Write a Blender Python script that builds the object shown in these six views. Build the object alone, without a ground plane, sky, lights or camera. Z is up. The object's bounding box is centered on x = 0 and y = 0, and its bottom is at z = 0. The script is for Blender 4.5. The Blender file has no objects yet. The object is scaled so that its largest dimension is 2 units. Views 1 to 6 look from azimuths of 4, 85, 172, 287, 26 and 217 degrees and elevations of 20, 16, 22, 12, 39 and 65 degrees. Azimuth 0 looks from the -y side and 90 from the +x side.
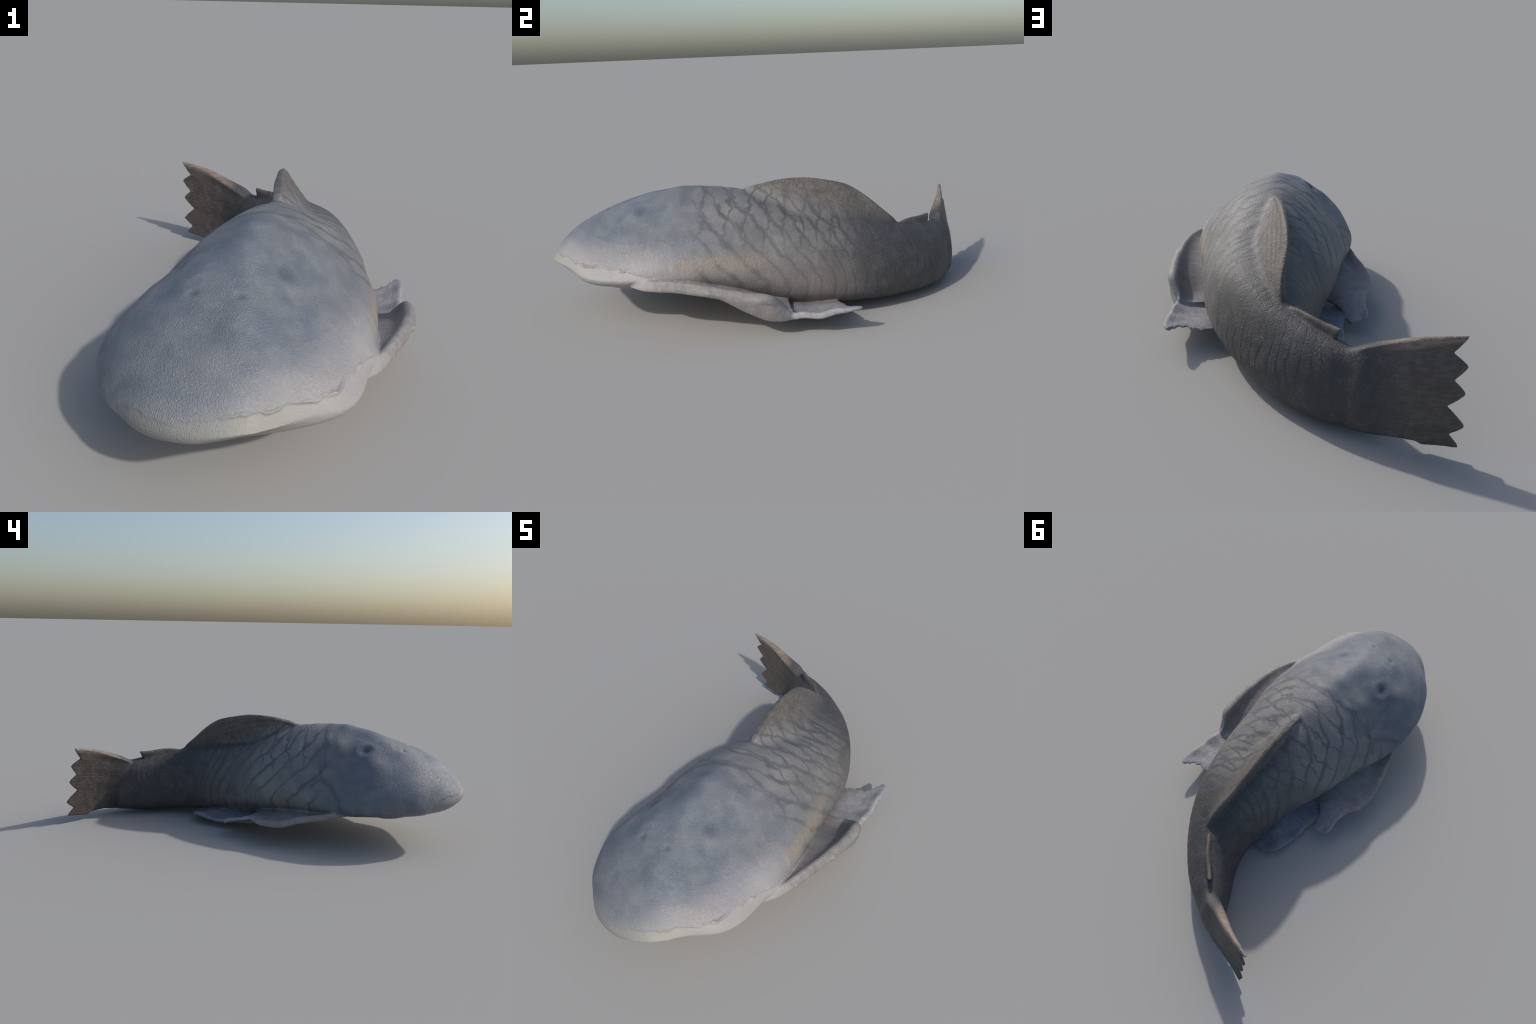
import bpy, bmesh, math
import numpy as np
from mathutils import Vector, noise
from mathutils.bvhtree import BVHTree

# ------------------------------------------------------------------ helpers
def spline_matrix(tk, t):
    """natural cubic spline interpolation as a matrix"""
    n = len(tk); A = np.zeros((n, n)); B = np.zeros((n, n)); h = np.diff(tk)
    A[0, 0] = A[-1, -1] = 1
    for i in range(1, n - 1):
        A[i, i-1] = h[i-1]; A[i, i] = 2 * (h[i-1] + h[i]); A[i, i+1] = h[i]
        B[i, i-1] = 6 / h[i-1]; B[i, i] = -6 / h[i-1] - 6 / h[i]; B[i, i+1] = 6 / h[i]
    M = np.linalg.solve(A, B); I = np.eye(n)
    W = np.zeros((len(t), n))
    for r, x in enumerate(t):
        i = min(max(np.searchsorted(tk, x) - 1, 0), n - 2)
        a = tk[i+1] - x; b = x - tk[i]; H = h[i]
        W[r] = M[i] * (a**3/(6*H) - a*H/6) + M[i+1] * (b**3/(6*H) - b*H/6) + I[i]*a/H + I[i+1]*b/H
    return W

def through(pts, n):
    """smooth curve through control points, n samples by chord length"""
    p = np.array(pts, float)
    L = np.r_[0, np.cumsum(np.linalg.norm(np.diff(p, axis=0), axis=1))]; L /= L[-1]
    return spline_matrix(L, np.linspace(0, 1, n)) @ p

def straight(pts, n):
    p = np.array(pts, float)
    L = np.r_[0, np.cumsum(np.linalg.norm(np.diff(p, axis=0), axis=1))]; L /= L[-1]
    s = np.linspace(0, 1, n)
    return np.stack([np.interp(s, L, p[:, k]) for k in range(3)], -1)

def smooth(a, b, x):
    t = np.clip((x - a) / (b - a), 0, 1)
    return t * t * (3 - 2 * t)

def grid_faces(nu, nv, closed_v=False, off=0, flip=False):
    f = []
    for i in range(nu - 1):
        for j in range(nv if closed_v else nv - 1):
            q = (off + i*nv + j, off + i*nv + (j+1) % nv, off + (i+1)*nv + (j+1) % nv, off + (i+1)*nv + j)
            f.append(q[::-1] if flip else q)
    return f

# ------------------------------------------------------------------ body loft
# one row per station from snout to tail root:
# spine x, spine y, back height, belly height, height of widest point (share),
# half width, roundness of back (left, right), roundness of belly (left, right),
# sideways shift of the back ridge
STATIONS = np.array([
 [ .010, -.980, .278, .260, .261, .059, 1.13, 1.48, 2.4, 2.9,  .002],
 [-.017, -.904, .378, .198, .261, .207, 1.10, 1.58, 2.1, 2.5,  .018],
 [-.040, -.780, .453, .156, .244, .313, 1.19, 1.80, 2.1, 2.2,  .020],
 [-.066, -.628, .503, .138, .245, .365, 1.31, 1.60, 1.6, 2.2,  .010],
 [-.053, -.469, .539, .118, .253, .373, 1.41, 1.20, 1.6, 2.4, -.003],
 [-.006, -.278, .550, .100, .314, .345, 1.62, 1.34, 1.9, 2.9, -.019],
 [ .032, -.069, .508, .080, .346, .304, 1.86, 1.40, 2.2, 3.1, -.025],
 [ .073,  .136, .424, .053, .341, .256, 2.25, 1.74, 2.4, 3.2, -.012],
 [ .071,  .359, .397, .028, .322, .203, 2.40, 1.68, 2.4, 3.2, -.001],
 [ .033,  .533, .350, .016, .311, .154, 2.14, 1.85, 2.3, 3.0,  .005],
 [-.038,  .671, .319, .009, .285, .118, 1.95, 2.00, 2.4, 2.8,  .006],
 [-.121,  .769, .302, .012, .238, .090, 1.84, 2.10, 2.8, 2.5,  .004],
 [-.207,  .860, .293, .025, .189, .040, 1.72, 2.10, 3.2, 2.2, -.003]])
NS, NT = 120, 128
tt = np.linspace(0, 1, NS)
STN = spline_matrix(np.linspace(0, 1, len(STATIONS)), tt) @ STATIONS

def station_at_y(y):
    k = np.searchsorted(STN[:, 1], y); k = min(max(k, 0), NS - 1)
    return STN[k]

def body_mesh():
    x, y, zt, zb, zf, hw, ntl, ntr, nbl, nbr, tx = STN.T
    d = np.stack([np.gradient(x), np.gradient(y)], -1)
    d /= np.linalg.norm(d, axis=1)[:, None]
    L = np.stack([d[:, 1], -d[:, 0]], -1)
    zm = zb + (zt - zb) * zf
    th = np.linspace(0, 2*np.pi, NT, endpoint=False)
    c, s = np.cos(th), np.sin(th); up = s >= 0
    lf = (c >= 0)[None]; cl = lambda q: np.clip(q, 1.15, 7)[:, None]
    e = 2/np.where(up[None], np.where(lf, cl(ntl), cl(ntr)), np.where(lf, cl(nbl), cl(nbr)))
    cx = np.sign(c) * np.abs(c)[None]**e; sz = np.abs(s)[None]**e
    lat = hw[:, None]*cx + np.where(up, sz, 0)*tx[:, None]
    z = zm[:, None] + np.where(up, sz*(zt - zm)[:, None], -sz*(zm - zb)[:, None])
    # round off the crest: even spacing around the section, then a short blur along it
    for i in range(NS):
        q = np.stack([lat[i], z[i]], -1); q = np.vstack([q, q[:1]])
        Lq = np.r_[0, np.cumsum(np.linalg.norm(np.diff(q, axis=0), axis=1))]
        t = np.linspace(0, Lq[-1], NT, endpoint=False)
        q = np.stack([np.interp(t, Lq, q[:, 0]), np.interp(t, Lq, q[:, 1])], -1)
        top0 = q[:, 1].max()
        sig = min(.035, .05*Lq[-1])/(Lq[-1]/NT)
        k = np.fft.fftfreq(NT)
        b = np.real(np.fft.ifft(np.fft.fft(q, axis=0)*np.exp(-2*(np.pi*k*sig)**2)[:, None], axis=0))
        w = smooth(.55, .95, (q[:, 1] - zm[i])/(zt[i] - zm[i] + 1e-6))[:, None]
        q = q*(1 - w) + b*w
        q[:, 1] += (top0 - q[:, 1].max())*w[:, 0]
        lat[i], z[i] = q.T
    V = np.stack([x[:, None] + lat*L[:, :1], y[:, None] + lat*L[:, 1:], z], -1).reshape(-1, 3)
    F = grid_faces(NS, NT, True)
    n = len(V)
    a = V[:NT].mean(0) - .010*np.array([*d[0], 0]); b = V[-NT:].mean(0)
    V = np.vstack([V, a, b])
    for j in range(NT):
        F.append((n, (j+1) % NT, j)); o = (NS-1)*NT
        F.append((n+1, o + j, o + (j+1) % NT))
    return V, F

# ------------------------------------------------------------------ fin sheets
def sheet(P, T):
    """thick sheet from a grid P (nu,nv,3) and a thickness grid T (nu,nv)"""
    nu, nv, _ = P.shape
    N = np.cross(np.gradient(P, axis=0), np.gradient(P, axis=1))
    N /= np.linalg.norm(N, axis=2)[..., None] + 1e-12
    A = (P + N * T[..., None] / 2).reshape(-1, 3); B = (P - N * T[..., None] / 2).reshape(-1, 3)
    V = np.vstack([A, B]); m = nu*nv
    F = grid_faces(nu, nv) + grid_faces(nu, nv, off=m, flip=True)
    rim = [i*nv for i in range(nu)] + [(nu-1)*nv + j for j in range(1, nv)] + \
          [i*nv + nv - 1 for i in range(nu-2, -1, -1)] + [j for j in range(nv-2, 0, -1)]
    for a, b in zip(rim, rim[1:] + rim[:1]):
        F.append((b, a, a + m, b + m))
    return V, F

def ruled(inner, outer, nv, sag=0.0, power=2.0, ease=1.0):
    """surface between an inner and an outer curve, sagging between them"""
    v = np.linspace(0, 1, nv)
    P = inner[:, None]*(1 - v**ease)[None, :, None] + outer[:, None]*(v**ease)[None, :, None]
    sag = np.broadcast_to(np.asarray(sag, float), (len(inner),))
    P[..., 2] -= sag[:, None] * (4*v*(1-v))[None]**(1/power)
    return P, v

def caudal_fin():
    n, m = 70, 110
    top = through([(-.10, .765, .285), (-.15, .793, .298), (-.181, .806, .314), (-.238, .829, .339), (-.303, .860, .366), (-.364, .889, .387), (-.424, .911, .399), (-.484, .931, .410)], n)
    bot = straight([(-.10, .80, .03), (-.151, .848, .020), (-.203, .883, .026), (-.256, .912, .035), (-.311, .931, .035), (-.345, .944, .034), (-.367, .950, .022), (-.418, .972, .031), (-.474, .997, .037)], n)
    v = np.linspace(0, 1, m); u = np.linspace(0, 1, n)
    P = top[:, None]*(1-v)[None, :, None] + bot[:, None]*v[None, :, None]
    # free edge: five points of the rays with bays between them
    tips = np.array([0, .265, .50, .795, 1.0]); bays = np.array([.145, .385, .625, .885]); deep = np.array([.048, .040, .058, .042])
    e = np.zeros(m)
    for k in range(4):
        a, b, c = tips[k], bays[k], tips[k+1]
        w = np.where(v <= b, (v - a)/(b - a), (c - v)/(c - b))
        e = np.where((v >= a) & (v <= c), deep[k]*np.clip(w, 0, 1)**1.25, e)
    # middle of the edge stands a bit further out than the line between the tips
    dirs = np.stack([np.full(m, -.90), np.full(m, .42), .24*(1-v) + .02*v], -1)
    adv = np.interp(v, [0, .265, .5, .795, 1], [0, .006, .006, .012, 0]) - e
    P += dirs[None]*(adv[None, :]*u[:, None]**2.2)[..., None]
    bulge = .006*np.sin(np.pi*v)
    P[..., 1] += bulge[None]*np.ones((n, 1))
    P[..., 0] += .4*bulge[None]
    T = .135*((1-u)**1.5)[:, None]*(.30 + .70*np.sin(np.pi*np.clip(v, 0, 1))**.7)[None]*(.2 + .8*smooth(0, .28, u))[:, None] + .013
    edge = np.exp(-(v/.05)**2) + .5*np.exp(-((1-v)/.05)**2)
    T += (.018*edge)[None]*(1 - .8*u**2)[:, None]
    T *= (.55 + .45*np.minimum(1, np.minimum(v, 1-v)/.03))[None]
    T -= .0012*(np.cos(v*2*np.pi*23 + 1.5*np.sin(9*v))[None]*smooth(.35, .7, u)[:, None])      # ray furrows
    return sheet(P, T)

def dorsal_fin():
    n, m = 80, 40
    crest = through([(.010, -.150, .528), (.006, -.105, .542), (.006, -.05, .553), (.005, .015, .564), (.005, .08, .569), (.007, .16, .566), (.009, .245, .552), (.012, .325, .530), (.018, .385, .496), (.031, .43, .463), (.047, .475, .424), (.056, .52, .386), (.055, .56, .350)], n)
    base = through([(.015, -.15, .50), (.024, -.09, .48), (.048, .0, .44), (.068, .07, .41), (.088, .16, .375), (.096, .235, .358), (.103, .31, .345), (.100, .39, .33), (.083, .46, .315), (.062, .52, .30), (.045, .57, .285)], n)
    P, v = ruled(base, crest, m)
    u = np.linspace(0, 1, n)
    width = np.interp(u, [0, .12, .25, .40, .60, .75, .9, 1], [.05, .060, .072, .078, .080, .078, .055, .04])
    T = width[:, None]*((1-v)**1.05)[None] + .017
    T += (.020*np.exp(-((1-v)/.12)**2))[None]*np.exp(-(u/.45)**2)[:, None]
    T *= (.55 + .45*np.minimum(1, (1-v)/.06))[None]
    ray = np.cos(2*np.pi*(9*(v[None]*(.55+.45*u[:, None]))))
    T += -.002*ray*smooth(.25, .5, v)[None]
    return sheet(P, T)

def adipose_fin():
    n, m = 30, 14
    crest = through([(.045, .56, .343), (.009, .602, .349), (-.021, .648, .351), (-.05, .681, .347), (-.085, .714, .344), (-.118, .750, .344)], n)
    base = through([(.04, .57, .30), (.0, .612, .295), (-.03, .65, .29), (-.055, .685, .285), (-.08, .712, .28), (-.093, .726, .275)], n)
    P, v = ruled(base, crest, m)
    T = (.034 - .016*v)[None]*np.ones((n, 1)) * (.6 + .4*np.minimum(1, (1-v)/.15))[None]
    return sheet(P, T)

def ripple(P, u, v, seed, amp, k):
    for i in range(len(u)):
        for j in range(len(v)):
            a = amp*v[j]
            P[i, j, 2] += a*noise.noise(Vector((u[i]*k, v[j]*k*.35, seed)))
    return P

def left_pectoral_fin():
    """rolled leading edge, with a hollow behind it that deepens towards the elbow"""
    n, m = 110, 60
    rim = through([(.235, -.66, .200), (.306, -.590, .213), (.352, -.52, .221), (.388, -.445, .223), (.418, -.37, .219), (.443, -.29, .211), (.462, -.21, .200), (.471, -.13, .189), (.469, -.065, .176), (.448, -.020, .135), (.434, .012, .096)], n)
    floor = through([(.22, -.62, .20), (.25, -.57, .203), (.285, -.50, .204), (.312, -.43, .212), (.336, -.35, .203), (.354, -.27, .182), (.366, -.19, .156), (.376, -.11, .126), (.382, -.04, .102), (.386, .02, .089)], n)
    inn = through([(.18, -.62, .22), (.21, -.54, .23), (.24, -.43, .235), (.255, -.33, .23), (.258, -.24, .215), (.252, -.15, .185), (.24, -.06, .14), (.225, .02, .10)], n)
    u = np.linspace(0, 1, n); v = np.linspace(0, 1, m); w = v[None, :, None]
    # quadratic run through inner edge, floor and rim
    q = .60
    l0 = (w - q)*(w - 1)/q; l1 = w*(w - 1)/(q*(q - 1)); l2 = w*(w - q)/(1 - q)
    P = inn[:, None]*l0 + floor[:, None]*l1 + rim[:, None]*l2
    roll = np.exp(-((1 - v)/.17)**2)[None]
    T = .016 + (.040 - .016*smooth(.78, .97, u))[:, None]*roll
    T = T*(.35 + .65*np.sqrt(np.clip(1 - np.clip((v - .90)/.10, 0, 1)**2, 0, 1)))[None]
    T = T*(.45 + .55*smooth(0, .16, u))[:, None]
    P = ripple(P, u, v, 3.1, .001, 9)
    return sheet(P, T)

def left_pectoral_wall():
    """outer wall hanging from the rolled edge near the elbow"""
    n, m = 50, 24
    top = through([(.438, -.32, .214), (.450, -.26, .206), (.460, -.20, .194), (.467, -.13, .182), (.462, -.065, .168), (.444, -.020, .130), (.432, .012, .095)], n)
    low = through([(.428, -.32, .202), (.432, -.26, .176), (.438, -.20, .138), (.446, -.13, .100), (.450, -.065, .078), (.442, -.015, .072), (.432, .02, .072)], n)
    P, v = ruled(top, low, m)
    P[..., 0] += .008*np.sin(np.pi*v)[None]
    return sheet(P, np.full(P.shape[:2], .017))

def left_pelvic_fin():
    n, m = 60, 60
    out = through([(.415, -.10, .092), (.428, -.03, .084), (.443, .012, .084), (.454, .045, .086), (.464, .085, .090), (.472, .13, .095), (.480, .19, .104), (.486, .236, .114), (.487, .262, .118), (.476, .288, .115)], n)
    inn = through([(.21, -.10, .096), (.20, -.03, .088), (.195, .02, .080), (.20, .08, .075), (.21, .14, .075), (.215, .18, .075), (.22, .20, .076), (.225, .22, .078)], n)
    u = np.linspace(0, 1, n)
    P, v = ruled(inn, out, m, .012, 1.0)
    # torn hind edge
    rag = np.array([.016*noise.noise(Vector((x*17, 0, 7.7))) + .012*noise.noise(Vector((x*46, 3, 1.7))) for x in v])
    P[..., 1] += (rag*smooth(.25, .5, v)*(1 - smooth(.88, .97, v)) - .026*np.exp(-((v - .72)/.14)**2) + .010*smooth(.86, .98, v))[None]*(u**5)[:, None]
    P = ripple(P, u, v, 5.3, .008, 6)
    w = v[None]
    T = .013 + .018*np.exp(-((1-w)/.15)**2) + 0*u[:, None]
    T = T*(1 - .45*smooth(.7, 1, u))[:, None]*(.5 + .5*np.minimum(1, (1-w)/.05)**.5)
    return sheet(P, T)

def right_pectoral_fin():
    n, m = 100, 44
    out = through([(-.35, -.56, .19), (-.405, -.45, .172), (-.424, -.40, .166), (-.434, -.345, .154), (-.447, -.297, .143), (-.458, -.25, .133), (-.466, -.2, .120), (-.469, -.15, .111), (-.462, -.1, .106), (-.443, -.045, .107), (-.414, -.004, .112), (-.398, .031, .106), (-.388, .077, .096), (-.388, .118, .086), (-.378, .150, .066)], n)
    inn = through([(-.30, -.54, .20), (-.33, -.44, .19), (-.31, -.35, .175), (-.29, -.25, .155), (-.27, -.15, .132), (-.225, -.06, .115), (-.20, -.01, .105), (-.25, .03, .085), (-.285, .075, .066), (-.290, .115, .054), (-.306, .158, .052)], n)
    u = np.linspace(0, 1, n)
    P, v = ruled(inn, out, m, .008*np.sin(np.pi*np.clip(u*1.1, 0, 1)), 1.0)
    P = ripple(P, u, v, 8.9, .008, 7)
    w = v[None]
    T = .013 + .022*np.exp(-((1-w)/.22)**2)*(1-.75*smooth(.55, .75, u))[:, None]
    T = T*(.5 + .5*np.minimum(1, (1-w)/.05)**.5)
    return sheet(P, T)

def right_pelvic_fin():
    n, m = 60, 40
    out = through([(-.285, .0, .058), (-.297, .05, .052), (-.296, .10, .048), (-.276, .15, .042), (-.265, .22, .030), (-.255, .274, .038), (-.241, .322, .045), (-.222, .368, .046), (-.188, .397, .032), (-.14, .409, .024), (-.095, .409, .024)], n)
    inn = through([(-.09, .06, .06), (-.10, .12, .06), (-.10, .18, .058), (-.09, .23, .055), (-.08, .27, .05), (-.06, .31, .045), (-.04, .34, .04)], n)
    u = np.linspace(0, 1, n)
    P, v = ruled(inn, out, m, .0)
    P = ripple(P, u, v, 2.2, .010, 7)
    w = v[None]
    T = .013 + .008*np.exp(-((1-w)/.2)**2) + 0*u[:, None]
    T = T*(.5 + .5*np.minimum(1, (1-w)/.05)**.5)
    return sheet(P, T)

def sucker_mouth():
    """ring-shaped lip disc under the snout"""
    n, m = 64, 24
    V = []; F = grid_faces(n + 1, m, True)
    a = np.linspace(0, 2*np.pi, n + 1); b = np.linspace(0, 2*np.pi, m, endpoint=False)
    for i in a:
        for j in b:
            r = 1 + .17*math.cos(j)
            V.append((-.075 + .19*r*math.cos(i), -.70 + .125*r*math.sin(i), .166 + .020*math.sin(j) - .030*math.sin(i)))
    return np.array(V), F

PARTS = [("body", body_mesh()), ("caudal_fin", caudal_fin()), ("dorsal_fin", dorsal_fin()), ("adipose_fin", adipose_fin()),
         ("left_pectoral", left_pectoral_fin()), ("left_pectoral_wall", left_pectoral_wall()), ("left_pelvic", left_pelvic_fin()),
         ("right_pectoral", right_pectoral_fin()), ("right_pelvic", right_pelvic_fin()), ("mouth", sucker_mouth())]

# ------------------------------------------------------------------ union into one skin
VOXEL = .0036
allV = []; allF = []; o = 0; trees = {}
for name, (V, F) in PARTS:
    trees[name] = BVHTree.FromPolygons([Vector(v) for v in V], F)
    me_ = bpy.data.meshes.new("tmp"); me_.from_pydata(V.tolist(), [], F)
    bm = bmesh.new(); bm.from_mesh(me_); bmesh.ops.recalc_face_normals(bm, faces=bm.faces); bm.to_mesh(me_); bm.free()
    F2 = [tuple(p.vertices) for p in me_.polygons]; bpy.data.meshes.remove(me_)
    allV.append(V); allF += [tuple(i + o for i in f) for f in F2]; o += len(V)
me = bpy.data.meshes.new("skin_union"); me.from_pydata(np.vstack(allV).tolist(), [], allF)
ob = bpy.data.objects.new("skin_union", me); bpy.context.scene.collection.objects.link(ob)
md = ob.modifiers.new("r", 'REMESH'); md.mode = 'VOXEL'; md.voxel_size = VOXEL; md.adaptivity = 0
md = ob.modifiers.new("s", 'SMOOTH'); md.factor = .5; md.iterations = 4
dg = bpy.context.evaluated_depsgraph_get()
me2 = bpy.data.meshes.new_from_object(ob.evaluated_get(dg))
bpy.data.objects.remove(ob); bpy.data.meshes.remove(me)
# keep the largest connected shell only
bm = bmesh.new(); bm.from_mesh(me2); bm.verts.ensure_lookup_table()
seen = np.zeros(len(bm.verts), bool); shells = []
for v0 in bm.verts:
    if seen[v0.index]: continue
    st = [v0]; seen[v0.index] = True; comp = []
    while st:
        v = st.pop(); comp.append(v)
        for e in v.link_edges:
            w = e.other_vert(v)
            if not seen[w.index]: seen[w.index] = True; st.append(w)
    shells.append(comp)
shells.sort(key=len)
for comp in shells[:-1]: bmesh.ops.delete(bm, geom=comp, context='VERTS')
bm.to_mesh(me2); bm.free()

nV = len(me2.vertices)
X = np.zeros(nV*3); me2.vertices.foreach_get("co", X); X = X.reshape(-1, 3)
Nrm = np.zeros(nV*3); me2.vertices.foreach_get("normal", Nrm); Nrm = Nrm.reshape(-1, 3)
quads = [tuple(p.vertices) for p in me2.polygons]
print("skin vertices", nV)

# distance of every skin vertex to each source part
near = {}
for name, _ in PARTS:
    t = trees[name]
    pv = dict(PARTS)[name][0]; box = ((X > pv.min(0) - .05) & (X < pv.max(0) + .05)).all(1)
    near[name] = np.full(nV, .05); near[name][box] = [t.find_nearest(v)[3] for v in X[box].tolist()]

near["left_pectoral"] = np.minimum(near["left_pectoral"], near.pop("left_pectoral_wall"))
# soften the joins between fins and body
E2 = np.zeros(len(me2.edges)*2, int); me2.edges.foreach_get("vertices", E2); E2 = E2.reshape(-1, 2)
deg = np.bincount(E2.ravel(), minlength=nV)
def relax(P, w, it):
    for _ in range(it):
        A_ = np.stack([np.bincount(E2[:, 0], P[E2[:, 1], k], nV) + np.bincount(E2[:, 1], P[E2[:, 0], k], nV) for k in range(P.shape[1])], -1)
        P = P + (w[:, None]*.6)*(A_/deg[:, None] - P)
    return P
for fn, r, it in (("dorsal_fin", .022, 60), ("caudal_fin", .022, 40), ("adipose_fin", .010, 12), ("left_pectoral", .010, 14), ("right_pectoral", .010, 14), ("left_pelvic", .010, 14), ("right_pelvic", .010, 14)):
    w = smooth(r, r*.3, near[fn])*smooth(r, r*.3, near["body"])
    X = relax(X, w, it)
w = smooth(.012, .004, near["left_pectoral"])*smooth(.012, .004, near["left_pelvic"])
X = relax(X, w, 30)
# and where the outer wall leaves the rolled edge of the left pectoral
w = smooth(.03, .012, near['left_pectoral'])*smooth(-.37, -.33, X[:, 1])*smooth(-.10, -.16, X[:, 1])*smooth(.41, .425, X[:, 0])
X = relax(X, w, 25)

# ------------------------------------------------------------------ body coordinates
BEND_X, BEND_Y, BEND_R = -.42, .35, .50        # centre and radius of the tail's bend
def along(x, y):
    return np.where(y < BEND_Y, y, BEND_Y + BEND_R*np.arctan2(y - BEND_Y, x - BEND_X))
def across(x, y):
    """sideways distance from the back line (positive on the +x side)"""
    a = x - (-.42 + .50) + np.where(y < -.0, .17*smooth(.15, -.75, y), 0)
    b = np.hypot(x - BEND_X, y - BEND_Y) - .505
    return np.where(y < BEND_Y, a, b)
S = along(X[:, 0], X[:, 1]); A = across(X[:, 0], X[:, 1]); Z = X[:, 2]

def fbm(P, scale, seed):
    off = Vector((seed*3.7, seed*1.3, seed*5.1))
    return np.array([noise.noise(Vector(p)*scale + off) for p in P.tolist()])
n_low = fbm(X, 9, 1); n_mid = fbm(X, 26, 2); n_hi = fbm(X, 75, 3)

me2.vertices.foreach_set('co', X.ravel()); me2.update()
Nrm = np.zeros(nV*3); me2.vertices.foreach_get('normal', Nrm); Nrm = Nrm.reshape(-1, 3)
fin_names = [n for n, _ in PARTS if n not in ("body", "mouth", "left_pectoral_wall")]
fin_d = np.min([near[n] for n in fin_names], axis=0)
on_body = smooth(.0, .02, fin_d)
upper = smooth(.08, .16, Z)

disp = .0030*n_low*on_body + n_mid*(.0003 + .0003*on_body)
# rows of plates: shallow grooves that lean backwards going down the flank,
# wide apart at the shoulder and close together on the tail
def rows(s):
    t = np.minimum(s, .55)
    return -12.5*np.log(.078 - .08*t) + np.maximum(s - .55, 0)/.036
back_h = .535 - .27*smooth(-.25, .75, S)
lean_k = .95 - .75*smooth(-.05, .60, S)
lean = rows(S + lean_k*np.maximum(Z - .20, 0) - .19*lean_k + .030*n_low + .006*n_mid)
d1 = .5 - np.abs((lean % 1) - .5)
groove = np.exp(-(d1/.10)**2)
plate_zone = smooth(-.36, -.24, S + .03*n_low)*on_body*smooth(.06, .14, Z)
disp += plate_zone*(-.0006*groove + .0013*((lean % 1) - .5)*smooth(.0, .3, S)*smooth(.30, .20, Z))
lean2 = rows(S - .35*(Z - .35) + .05*n_low)
d2 = .5 - np.abs((lean2 % 1) - .5)
disp += -.0006*np.exp(-(d2/.09)**2)*plate_zone*smooth(.66, .76, Z/back_h)*smooth(.35, .10, S)
# neck folds over the back just behind the head
fold = np.cos(2*np.pi*(S + .25*np.abs(A) + .35*(Z - .5) + .03*n_low)/.075)
disp += .0008*fold*smooth(-.42, -.34, S)*smooth(-.10, -.20, S)*smooth(.40, .47, Z)

# edge of the lip: a raised, ragged seam on the left side of the snout
def lip_edge(x, y):
    return .300 - .11*(y + 1) - .03*smooth(.0, -.2, x) - .12*smooth(-.90, -.78, y)*smooth(-.05, -.2, x)
seam = Z - lip_edge(X[:, 0], X[:, 1]) + .009*n_mid + .004*n_low + .003*n_hi
front = smooth(-.50, -.62, X[:, 1])
crease = np.sin(2*np.pi*seam/.011 + 9*n_low + 2*n_mid)*smooth(0, .006, seam)*smooth(.030, .012, seam)*np.clip(n_mid*3 + .2, 0, 1)*smooth(-.05, .10, X[:, 0])
disp += front*.0012*crease
disp += front*(.0042*(.4 + np.clip(.5 + 1.6*n_mid, 0, 1.4))*np.exp(-((seam - .003)/.0042)**2)*smooth(-.10, .0, X[:, 0]) - .003*smooth(.004, -.004, seam))

def bump(c, r, h):
    d = np.linalg.norm(X - np.array(c), axis=1)/r
    return h*np.exp(-d*d)
def ring(c, r, w, h):
    d = np.linalg.norm(X - np.array(c), axis=1)
    return h*np.exp(-((d - r)/w)**2)
EYES = [(.058, -.582, .476), (-.227, -.526, .464)]
NOSTRILS = [(-.051, -.692, .478), (-.168, -.672, .476)]
for c, r, h in [((-.195, -.385, .485), .070, .022), ((-.215, -.53, .455), .060, .008), ((-.245, -.90, .27), .085, .018), ((-.17, -.97, .265), .09, .009), ((-.12, -.79, .42), .06, -.010), ((.00, -.83, .38), .06, -.006), ((-.16, -.60, .50), .05, .006), ((-.05, -.52, .53), .06, .006),
                ((-.24, -.66, .43), .06, -.010), ((-.28, -.58, .40), .05, .008), ((.10, -.42, .50), .05, .007), ((-.02, -.40, .55), .05, .006)]:
    disp += bump(c, r, h)

X = X + Nrm*disp[:, None]
disp = np.zeros(nV)
# seat the eyes and nostrils on the skin
def on_skin(c): return tuple(float(q) for q in X[np.argmin(np.linalg.norm(X - np.array(c), axis=1))])
EYES = [on_skin(c) for c in EYES]
NOSTRILS = [on_skin(c) for c in NOSTRILS]
for c, dp in zip(EYES, (-.004, -.009)):
    disp += bump(c, .026, dp) + ring(c, .044, .018, .0022)
for c in NOSTRILS:
    disp += bump((c[0] + .004, c[1] - .034, c[2] - .010), .015, -.005) + ring(c, .026, .010, .0009)
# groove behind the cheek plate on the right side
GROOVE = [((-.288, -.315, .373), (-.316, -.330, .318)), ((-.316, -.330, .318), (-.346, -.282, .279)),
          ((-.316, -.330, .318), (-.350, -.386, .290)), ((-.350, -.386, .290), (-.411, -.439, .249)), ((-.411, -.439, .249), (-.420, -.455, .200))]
GROOVE = [(on_skin(a), on_skin(b)) for a, b in GROOVE]
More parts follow.
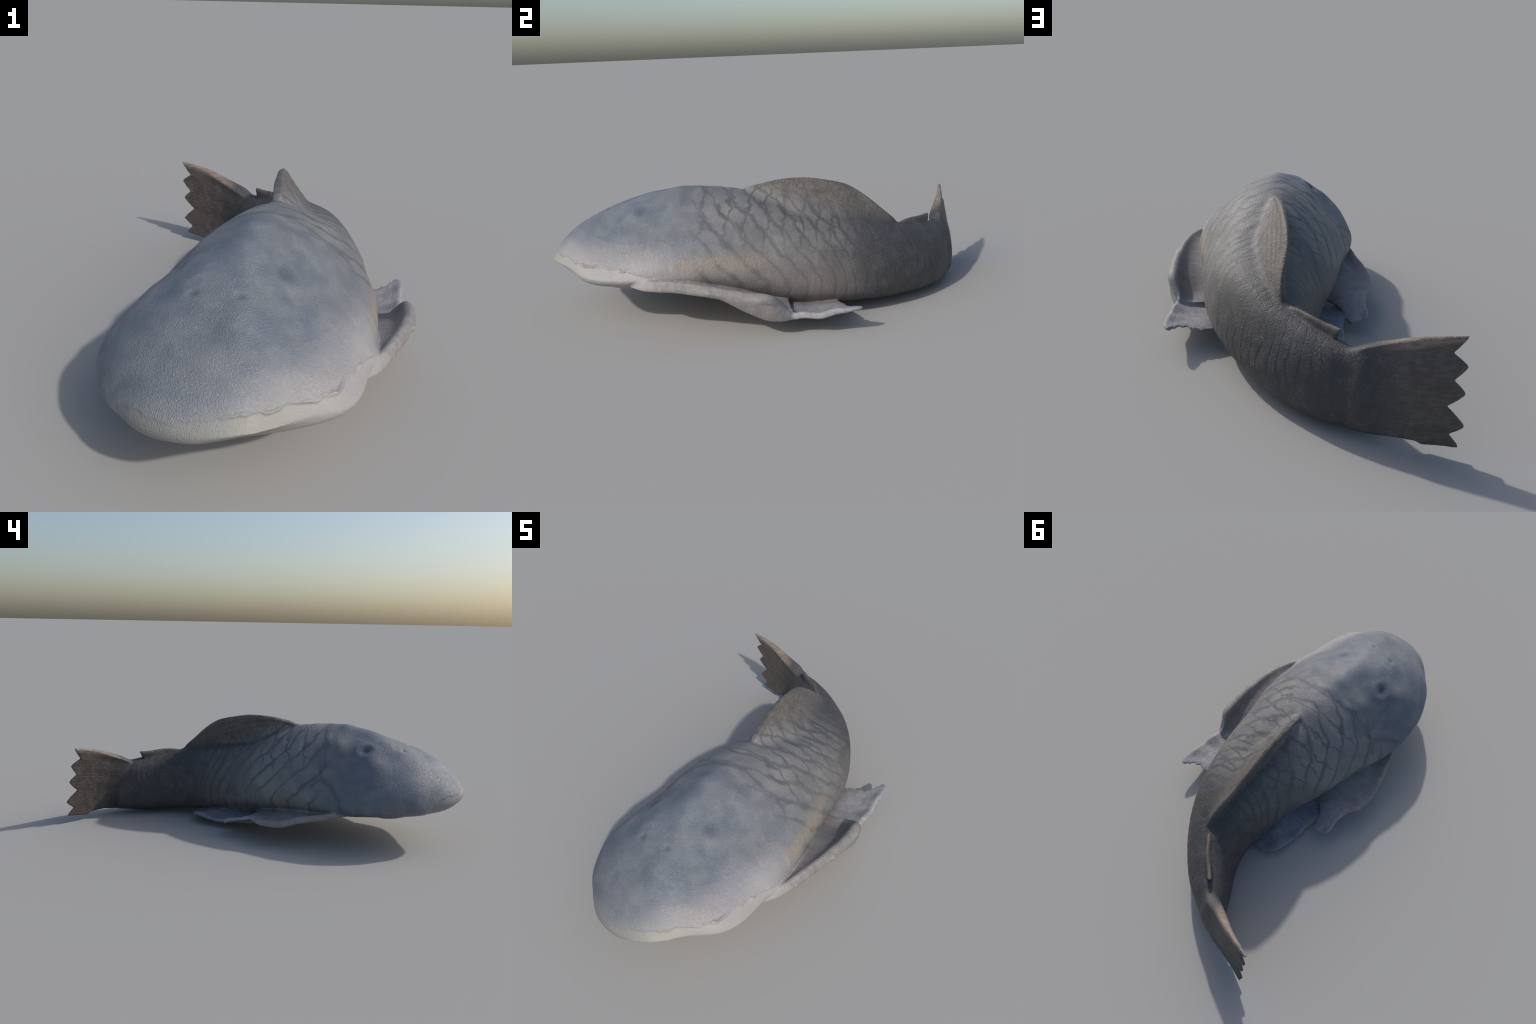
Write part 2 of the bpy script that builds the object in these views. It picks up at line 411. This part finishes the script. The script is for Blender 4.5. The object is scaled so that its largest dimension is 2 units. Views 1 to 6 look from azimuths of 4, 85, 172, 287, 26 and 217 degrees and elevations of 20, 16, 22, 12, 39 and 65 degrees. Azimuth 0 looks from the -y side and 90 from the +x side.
# raised edge of the cheek plate on the left side
RIDGE = [(.108, -.765, .372), (.137, -.72, .357), (.170, -.655, .352), (.199, -.591, .359), (.213, -.537, .371), (.232, -.485, .374), (.240, -.470, .361), (.298, -.375, .337)]
RIDGE = [on_skin(c) for c in RIDGE]
RIDGE = list(zip(RIDGE[:-1], RIDGE[1:]))
def seg(a, b):
    a, b = np.array(a), np.array(b); ab = b - a
    t = np.clip(((X - a) @ ab)/(ab @ ab), 0, 1)
    return np.linalg.norm(X - a - t[:, None]*ab, axis=1)
gd = np.min([seg(a, b) for a, b in GROOVE], axis=0) + .004*n_mid
disp += -.0025*np.exp(-(gd/.010)**2)
rd = np.min([seg(a, b) for a, b in RIDGE], axis=0) + .003*n_mid + .002*n_hi
disp += .0020*np.clip(.6 + 2*n_mid, 0, 1.5)*np.exp(-(rd/.0055)**2)
X = X + Nrm*disp[:, None]
print('lowest', X[:, 2].min())
X[:, 2] = np.maximum(X[:, 2], 0)

# ------------------------------------------------------------------ parts of the skin
kind = np.full(nV, "torso", dtype=object)
gill = -.335 + .25*np.clip(.45 - Z, 0, .3)*0 + .10*(Z - .35)
kind[S < gill] = "head"
kind[S > .53] = "tail"
for n in fin_names:
    lim = .0035
    kind[(near[n] < lim) & (near["body"] > near[n] + .006)] = n
kind[(near["mouth"] < .004) & (near["body"] > .008) & (S < -.4) & (fin_d > .01)] = "mouth"
for i, c in enumerate(EYES):
    kind[np.linalg.norm(X - np.array(c), axis=1) < .026] = "eye%d" % i
for i, c in enumerate(NOSTRILS):
    kind[np.linalg.norm(X - np.array(c), axis=1) < .022] = "nostril%d" % i

Q = np.array(quads)
whole = bpy.data.meshes.new("whole"); whole.from_pydata(X.tolist(), [], quads); whole.update()
VN = np.zeros(nV*3); whole.vertices.foreach_get("normal", VN); VN = VN.reshape(-1, 3)
bpy.data.meshes.remove(whole)

# ------------------------------------------------------------------ materials
class Nodes:
    def __init__(self, name):
        self.m = bpy.data.materials.new(name); self.m.use_nodes = True
        self.t = self.m.node_tree; self.t.nodes.clear()
    def new(self, kind, **kw):
        n = self.t.nodes.new(kind)
        for k, v in kw.items(): setattr(n, k, v)
        return n
    def put(self, sock, v):
        if isinstance(v, bpy.types.NodeSocket): self.t.links.new(v, sock)
        else: sock.default_value = v
    def math(self, op, a, b=0.0, clamp=False):
        n = self.new('ShaderNodeMath', operation=op, use_clamp=clamp)
        self.put(n.inputs[0], a); self.put(n.inputs[1], b); return n.outputs[0]
    def step(self, x, a, b):
        n = self.new('ShaderNodeMapRange', interpolation_type='SMOOTHSTEP')
        self.put(n.inputs[0], x); lo, hi = (a, b) if a < b else (b, a)
        n.inputs[1].default_value = lo; n.inputs[2].default_value = hi
        n.inputs[3].default_value = 0 if a < b else 1; n.inputs[4].default_value = 1 if a < b else 0
        return n.outputs[0]
    def mix(self, f, a, b, mode='MIX'):
        n = self.new('ShaderNodeMix', data_type='RGBA', blend_type=mode)
        self.put(n.inputs[0], f)
        for s, v in ((n.inputs[6], a), (n.inputs[7], b)):
            self.put(s, v if isinstance(v, bpy.types.NodeSocket) else (*v, 1))
        return n.outputs[2]
    def noise(self, vec, scale, detail=3, rough=.55):
        n = self.new('ShaderNodeTexNoise'); self.put(n.inputs['Vector'], vec)
        n.inputs['Scale'].default_value = scale; n.inputs['Detail'].default_value = detail; n.inputs['Roughness'].default_value = rough
        return n.outputs[0]
    def voronoi(self, vec, scale, feature='F1'):
        n = self.new('ShaderNodeTexVoronoi', feature=feature); self.put(n.inputs['Vector'], vec)
        n.inputs['Scale'].default_value = scale; return n.outputs[0]

def skin(name, fin=None):
    g = Nodes(name)
    co = g.new('ShaderNodeTexCoord').outputs['Object']
    sp = g.new('ShaderNodeSeparateXYZ'); g.put(sp.inputs[0], co); x, y, z = sp.outputs
    M = g.math
    # body coordinate along the bent fish
    ang = M('ARCTAN2', M('SUBTRACT', y, BEND_Y), M('SUBTRACT', x, BEND_X))
    tail_s = M('ADD', M('MULTIPLY', ang, BEND_R), BEND_Y)
    past = M('GREATER_THAN', y, BEND_Y)
    s = M('ADD', M('MULTIPLY', past, tail_s), M('MULTIPLY', M('SUBTRACT', 1, past), y))
    nl = g.noise(co, 4.5, 4); nm = g.noise(co, 16, 4); nf = g.noise(co, 90, 3, .6)
    # base tones: blue grey towards the head, dark brown grey towards the tail
    head = (.150, .169, .197); flank = (.178, .173, .170); tail = (.058, .056, .056)
    sw = M('ADD', s, M('MULTIPLY', M('SUBTRACT', nl, .5), .35))
    col = g.mix(g.step(sw, -.72, .0), head, flank)
    col = g.mix(g.step(sw, -.12, .42), col, tail)
    col = g.mix(M('MULTIPLY', M('MULTIPLY', g.step(g.noise(co, 7, 5, .6), .46, .60), g.step(sw, -.15, -.45)), .55), col, (.130, .156, .196))
    # mottling
    col = g.mix(M('MULTIPLY', g.step(nm, .45, .75), M('SUBTRACT', .20, M('MULTIPLY', g.step(s, 0, .5), .17))), col, (.29, .29, .285))
    col = g.mix(M('MULTIPLY', g.step(nm, .52, .30), .14), col, (.09, .10, .12))
    # dark veins along the plate edges
    def rows(v):
        t = M('MINIMUM', v, .55)
        # natural logarithm of the shrinking row width
        a = M('MULTIPLY', M('LOGARITHM', M('SUBTRACT', .078, M('MULTIPLY', t, .08)), math.e), -12.5)
        return M('ADD', a, M('DIVIDE', M('MAXIMUM', M('SUBTRACT', v, .55), 0), .036))
    def line(v, w):
        return g.step(M('ABSOLUTE', M('SUBTRACT', M('FRACT', v), .5)), .5 - w, .5)
    nl0 = M('SUBTRACT', g.noise(co, 9, 2), .5); nm0 = M('SUBTRACT', nm, .5)
    k = M('SUBTRACT', .95, M('MULTIPLY', g.step(s, -.05, .60), .75))
    up = M('MULTIPLY', k, M('SUBTRACT', M('MAXIMUM', M('SUBTRACT', z, .20), 0), .19))
    wob = M('ADD', M('MULTIPLY', nl0, .09), M('MULTIPLY', nm0, .03))
    l1 = line(rows(M('ADD', M('ADD', s, up), wob)), .21)
    l2 = line(rows(M('ADD', M('SUBTRACT', s, M('MULTIPLY', M('SUBTRACT', z, .35), .35)), M('MULTIPLY', wob, -1.3))), .15)
    back = M('SUBTRACT', .535, M('MULTIPLY', g.step(s, -.25, .75), .27))
    l2 = M('MULTIPLY', l2, M('MULTIPLY', g.step(s, .40, .05), g.step(M('DIVIDE', z, back), .58, .74)))
    l = M('MULTIPLY', M('MAXIMUM', l1, l2), g.step(M('ADD', s, M('MULTIPLY', nl0, .15)), -.46, -.32))
    l = M('MULTIPLY', l, M('SUBTRACT', 1, M('MULTIPLY', g.step(s, .25, .6), .6)))
    pale = M('MULTIPLY', M('MULTIPLY', g.step(sw, -.34, -.22), g.step(s, .55, .0)), g.step(M('MAXIMUM', l1, l2), .5, .0))
    col = g.mix(M('MULTIPLY', M('MULTIPLY', pale, g.step(nl, .38, .6)), .55), col, (.245, .243, .232))
    l = M('POWER', l, M('ADD', 1.0, M('MULTIPLY', g.step(x, .06, -.08), 1.6)))
    col = g.mix(M('MULTIPLY', l, M('MULTIPLY', M('ADD', .52, M('MULTIPLY', g.step(nl, .35, .6), .14)), g.step(s, -.50, -.32))), col, (.075, .080, .092))
    # rows of tiny pale prickles just behind each plate edge
    fr = M('FRACT', rows(M('ADD', M('ADD', s, up), wob)))
    edge = M('MULTIPLY', g.step(fr, .62, .75), g.step(fr, .98, .86))
    dots = M('MULTIPLY', M('MULTIPLY', g.step(g.voronoi(co, 95), .30, .12), edge), M('MULTIPLY', g.step(s, -.05, .12), g.step(s, .85, .6)))
    col = g.mix(M('MULTIPLY', dots, .45), col, (.36, .355, .35))
    # pale belly and snout lip (edge of the lip is sharp and wavy)
    zw = M('ADD', z, M('MULTIPLY', nm0, .05))
    lip_h = M('SUBTRACT', M('SUBTRACT', .300, M('MULTIPLY', M('ADD', y, 1.0), .11)), M('ADD', M('MULTIPLY', g.step(x, 0, -.2), .03), M('MULTIPLY', M('MULTIPLY', g.step(y, -.90, -.78), g.step(x, -.05, -.2)), .12)))
    above = M('ADD', M('SUBTRACT', z, lip_h), M('ADD', M('MULTIPLY', nm0, .024), M('MULTIPLY', nl0, .008)))
    lip = M('MULTIPLY', M('MAXIMUM', M('MULTIPLY', g.step(above, .004, -.004), g.step(x, -.12, -.02)), M('MULTIPLY', g.step(above, .03, -.03), .62)), g.step(y, -.50, -.62))
    soft = M('MULTIPLY', g.step(above, .06, -.02), g.step(y, -.50, -.80))
    col = g.mix(M('MULTIPLY', soft, .55), col, (.36, .355, .345))
    col = g.mix(lip, col, g.mix(g.step(x, -.2, .05), (.215, .207, .184), (.275, .273, .243)))
    nor = g.new('ShaderNodeSeparateXYZ'); g.put(nor.inputs[0], g.new('ShaderNodeTexCoord').outputs['Normal'])
    belly = M('MULTIPLY', g.step(zw, .135, .06), g.step(nor.outputs[2], -.6, -.9))
    col = g.mix(M('MULTIPLY', belly, g.step(sw, .35, .05)), col, (.38, .37, .33))
    # cheek: paler, pinkish patch low on the head, strongest on the left side
    ck = M('MULTIPLY', g.step(y, -1.0, -.85), g.step(M('ADD', y, M('MULTIPLY', nl0, .2)), -.30, -.52))
    ck = M('MULTIPLY', ck, M('MULTIPLY', g.step(M('ADD', M('ADD', zw, M('MULTIPLY', nl0, .06)), M('MULTIPLY', y, .03)), .375, .27), g.step(x, -.35, .08)))
    col = g.mix(M('MULTIPLY', ck, .75), col, g.mix(g.step(nm, .38, .62), (.365, .343, .337), (.330, .321, .329)))
    # tan streak low on the flank behind the gill
    st = M('MULTIPLY', g.step(M('ABSOLUTE', M('SUBTRACT', M('SUBTRACT', zw, M('MULTIPLY', nl0, .03)), .285)), .065, .0), M('MULTIPLY', M('MULTIPLY', g.step(y, -.55, -.38), g.step(M('ADD', y, M('MULTIPLY', nl0, .3)), .05, -.22)), g.step(x, 0, .1)))
    col = g.mix(M('MULTIPLY', st, M('ADD', .32, M('MULTIPLY', g.step(nf, .42, .6), .5))), col, (.325, .258, .200))
    bl = M('MULTIPLY', M('MULTIPLY', g.step(zw, .30, .16), g.step(x, .12, .22)), M('MULTIPLY', g.step(y, -.60, -.45), g.step(M('ADD', y, M('MULTIPLY', nl0, .3)), .42, .20)))
    col = g.mix(M('MULTIPLY', bl, .5), col, (.205, .176, .164))
    ray = None
    if fin:
        mask, rc, tip, raydir, k, rayamt = fin(g, x, y, z, s)
        dark = g.mix(1.0, rc, (.8, .8, .8), 'MULTIPLY'); deep = g.mix(1.0, rc, (.5, .5, .5), 'MULTIPLY')
        col = g.mix(mask, col, g.mix(g.step(g.noise(co, 30, 3), .35, .65), rc, dark))
        if tip: col = g.mix(tip[0], col, tip[1])
        mp = g.new('ShaderNodeMapping'); g.put(mp.inputs['Vector'], co); mp.inputs['Rotation'].default_value = raydir
        mp.inputs['Scale'].default_value = (4, k, k)
        ray = g.noise(mp.outputs[0], 1.0, 3)
        col = g.mix(M('MULTIPLY', M('MULTIPLY', g.step(ray, .55, .40), mask), rayamt), col, deep)
    # fine granules, lighter on the tops
    def reach(c, r):
        n = g.new('ShaderNodeVectorMath', operation='DISTANCE'); g.put(n.inputs[0], co); n.inputs[1].default_value = c
        return M('DIVIDE', n.outputs['Value'], r)
    for c, tint, amt in ((EYES[0], (.085, .100, .130), .7), (EYES[1], (.075, .095, .125), .9)):
        col = g.mix(M('MULTIPLY', g.step(reach(c, .038), 1.0, .2), amt), col, tint)
    for c in NOSTRILS:
        col = g.mix(M('MULTIPLY', g.step(reach((c[0] + .004, c[1] - .034, c[2] - .010), .020), 1.0, .2), .55), col, (.07, .08, .10))
        col = g.mix(M('MULTIPLY', g.step(M('ABSOLUTE', M('SUBTRACT', reach(c, .026), 1.0)), .35, .0), .10), col, (.28, .30, .34))
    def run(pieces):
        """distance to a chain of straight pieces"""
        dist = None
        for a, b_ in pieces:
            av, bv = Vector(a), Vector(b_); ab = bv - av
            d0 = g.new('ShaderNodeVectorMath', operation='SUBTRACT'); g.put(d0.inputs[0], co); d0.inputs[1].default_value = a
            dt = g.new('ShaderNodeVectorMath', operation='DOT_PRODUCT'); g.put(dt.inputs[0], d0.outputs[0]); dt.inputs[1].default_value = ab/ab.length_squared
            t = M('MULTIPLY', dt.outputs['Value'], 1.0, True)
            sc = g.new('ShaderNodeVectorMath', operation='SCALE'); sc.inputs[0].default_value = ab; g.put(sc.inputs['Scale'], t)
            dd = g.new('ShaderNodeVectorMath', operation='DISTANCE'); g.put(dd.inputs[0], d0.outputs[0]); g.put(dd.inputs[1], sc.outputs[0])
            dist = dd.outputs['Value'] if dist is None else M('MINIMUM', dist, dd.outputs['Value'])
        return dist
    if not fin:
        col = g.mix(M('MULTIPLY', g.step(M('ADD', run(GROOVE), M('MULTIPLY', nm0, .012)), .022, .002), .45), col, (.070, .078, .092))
    # scraped streaks on the cheek, running down towards the lip
    mc = g.new('ShaderNodeMapping'); g.put(mc.inputs['Vector'], co); mc.inputs['Rotation'].default_value = (0, 0, .25); mc.inputs['Scale'].default_value = (20, 60, 16)
    sk = M('MULTIPLY', M('MULTIPLY', g.step(g.noise(mc.outputs[0], 1.0, 3), .53, .68), ck), M('MULTIPLY', g.step(y, -.80, -.66), g.step(nl, .40, .58)))
    col = g.mix(M('MULTIPLY', sk, .45), col, (.47, .455, .44))
    wv = g.new('ShaderNodeVectorMath', operation='ADD'); g.put(wv.inputs[0], co)
    wn = g.new('ShaderNodeTexNoise'); g.put(wn.inputs['Vector'], co); wn.inputs['Scale'].default_value = 60
    ws = g.new('ShaderNodeVectorMath', operation='SCALE'); g.put(ws.inputs[0], wn.outputs['Color']); ws.inputs['Scale'].default_value = .012
    g.put(wv.inputs[1], ws.outputs[0])
    vo = g.voronoi(wv.outputs[0], 250); gran = g.step(vo, .62, .15)
    pig = M('MULTIPLY', g.step(nm, .40, .62), gran)
    col = g.mix(M('MULTIPLY', pig, .16), col, (.50, .49, .47))
    b = g.new('ShaderNodeBsdfPrincipled')
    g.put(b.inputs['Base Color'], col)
    g.put(b.inputs['Roughness'], M('ADD', .40, M('MULTIPLY', nf, .26)))
    b.inputs['Specular IOR Level'].default_value = .35
    h = M('ADD', M('MULTIPLY', gran, M('MULTIPLY', M('SUBTRACT', 1.0, M('MULTIPLY', lip, .8)), M('ADD', .35, M('MULTIPLY', M('MULTIPLY', g.step(s, -.2, -.5), g.step(nl, .38, .55)), .5)))), M('MULTIPLY', nf, 1.0))
    h = M('ADD', h, M('MULTIPLY', nm, .35))
    h = M('ADD', h, M('MULTIPLY', sk, .9))
    h = M('ADD', h, M('MULTIPLY', dots, 1.2))
    if ray is not None: h = M('ADD', h, M('MULTIPLY', ray, 2.6*rayamt))
    bp = g.new('ShaderNodeBump'); g.put(bp.inputs['Height'], h)
    bp.inputs['Strength'].default_value = .55; bp.inputs['Distance'].default_value = .0032
    g.put(b.inputs['Normal'], bp.outputs[0])
    out = g.new('ShaderNodeOutputMaterial'); g.t.links.new(b.outputs[0], out.inputs[0])
    return g.m

def caudal_look(g, x, y, z, s):
    m = g.step(x, -.20, -.31)
    return m, (.132, .110, .094), (g.math('MULTIPLY', g.step(g.math('SUBTRACT', z, g.math('MULTIPLY', x, -.29)), .245, .262), g.math('MULTIPLY', m, .8)), (.30, .235, .19)), (0, 0, math.radians(-25)), 95, .45
def dorsal_look(g, x, y, z, s):
    base = g.math('SUBTRACT', z, g.math('SUBTRACT', .465, g.math('MULTIPLY', y, .27)))
    m = g.step(base, .02, .11)
    return m, (.145, .130, .118), (g.math('MULTIPLY', g.step(base, .06, .12), .0), (.3, .26, .22)), (math.radians(8), 0, math.radians(90)), 90, .55
def adipose_look(g, x, y, z, s):
    return g.step(z, .315, .34), (.13, .115, .10), None, (0, 0, math.radians(-45)), 60, .3
def pelvic_look(g, x, y, z, s):
    out = g.math('ABSOLUTE', g.math('SUBTRACT', x, .02))
    m = g.math('MAXIMUM', g.step(out, .25, .33), g.step(z, .085, .062))
    return m, g.mix(g.step(x, -.1, .1), (.235, .250, .290), (.340, .335, .352)), None, (0, 0, math.radians(80)), 60, .2
def paired_look(g, x, y, z, s):
    out = g.math('ABSOLUTE', g.math('SUBTRACT', x, .02))
    m = g.step(out, .27, .36)
    hind = g.step(y, -.05, .05)
    return m, g.mix(hind, (.285, .268, .262), (.345, .340, .358)), None, (0, 0, math.radians(80)), 60, .12

MAT_SKIN = skin("catfish_skin")
MATS = {"caudal_fin": skin("caudal_fin_skin", caudal_look), "dorsal_fin": skin("dorsal_fin_skin", dorsal_look),
        "adipose_fin": skin("adipose_fin_skin", adipose_look)}
mp_ = skin("paired_fin_skin", paired_look)
for n in ("left_pectoral", "right_pectoral"): MATS[n] = mp_
MATS["left_pelvic"] = MATS["right_pelvic"] = skin("pelvic_fin_skin", pelvic_look)
# ------------------------------------------------------------------ build the objects
root = bpy.data.objects.new("suckermouth_catfish", None)
root["label"] = "bent grey suckermouth catfish with plated flanks and broad flat head"
root["category"] = "fish"
bpy.context.scene.collection.objects.link(root)
NAMES = [("head", "head"), ("torso", "torso"), ("tail", "tail"), ("caudal_fin", "caudal_fin"), ("dorsal_fin", "dorsal_fin"), ("adipose_fin", "adipose_fin"),
         ("left_pectoral", "pectoral_fin"), ("right_pectoral", "pectoral_fin"), ("left_pelvic", "pelvic_fin"), ("right_pelvic", "pelvic_fin"),
         ("mouth", "sucker_mouth"), ("eye0", "eye"), ("eye1", "eye"), ("nostril0", "nostril"), ("nostril1", "nostril")]
code = {k: i for i, (k, _) in enumerate(NAMES)}
K = np.array([code[k] for k in kind])
FK = np.sort(K[Q], axis=1)[:, 2]
objs = {}
for key, nm in NAMES:
    f = Q[FK == code[key]]
    if len(f) == 0: print("EMPTY", key); continue
    used = np.unique(f); remap = np.full(nV, -1); remap[used] = np.arange(len(used))
    m = bpy.data.meshes.new(nm); m.from_pydata(X[used].tolist(), [], remap[f].tolist())
    m.polygons.foreach_set("use_smooth", [True]*len(m.polygons)); m.update()
    m.normals_split_custom_set_from_vertices(VN[used].tolist())
    m.materials.append(MATS.get(key, MAT_SKIN))
    ob = bpy.data.objects.new(nm, m); bpy.context.scene.collection.objects.link(ob)
    ob.parent = root; objs[key] = ob
for k in ("eye0", "eye1", "nostril0", "nostril1", "mouth"):
    if k in objs: objs[k].parent = objs["head"]
bpy.data.meshes.remove(me2)
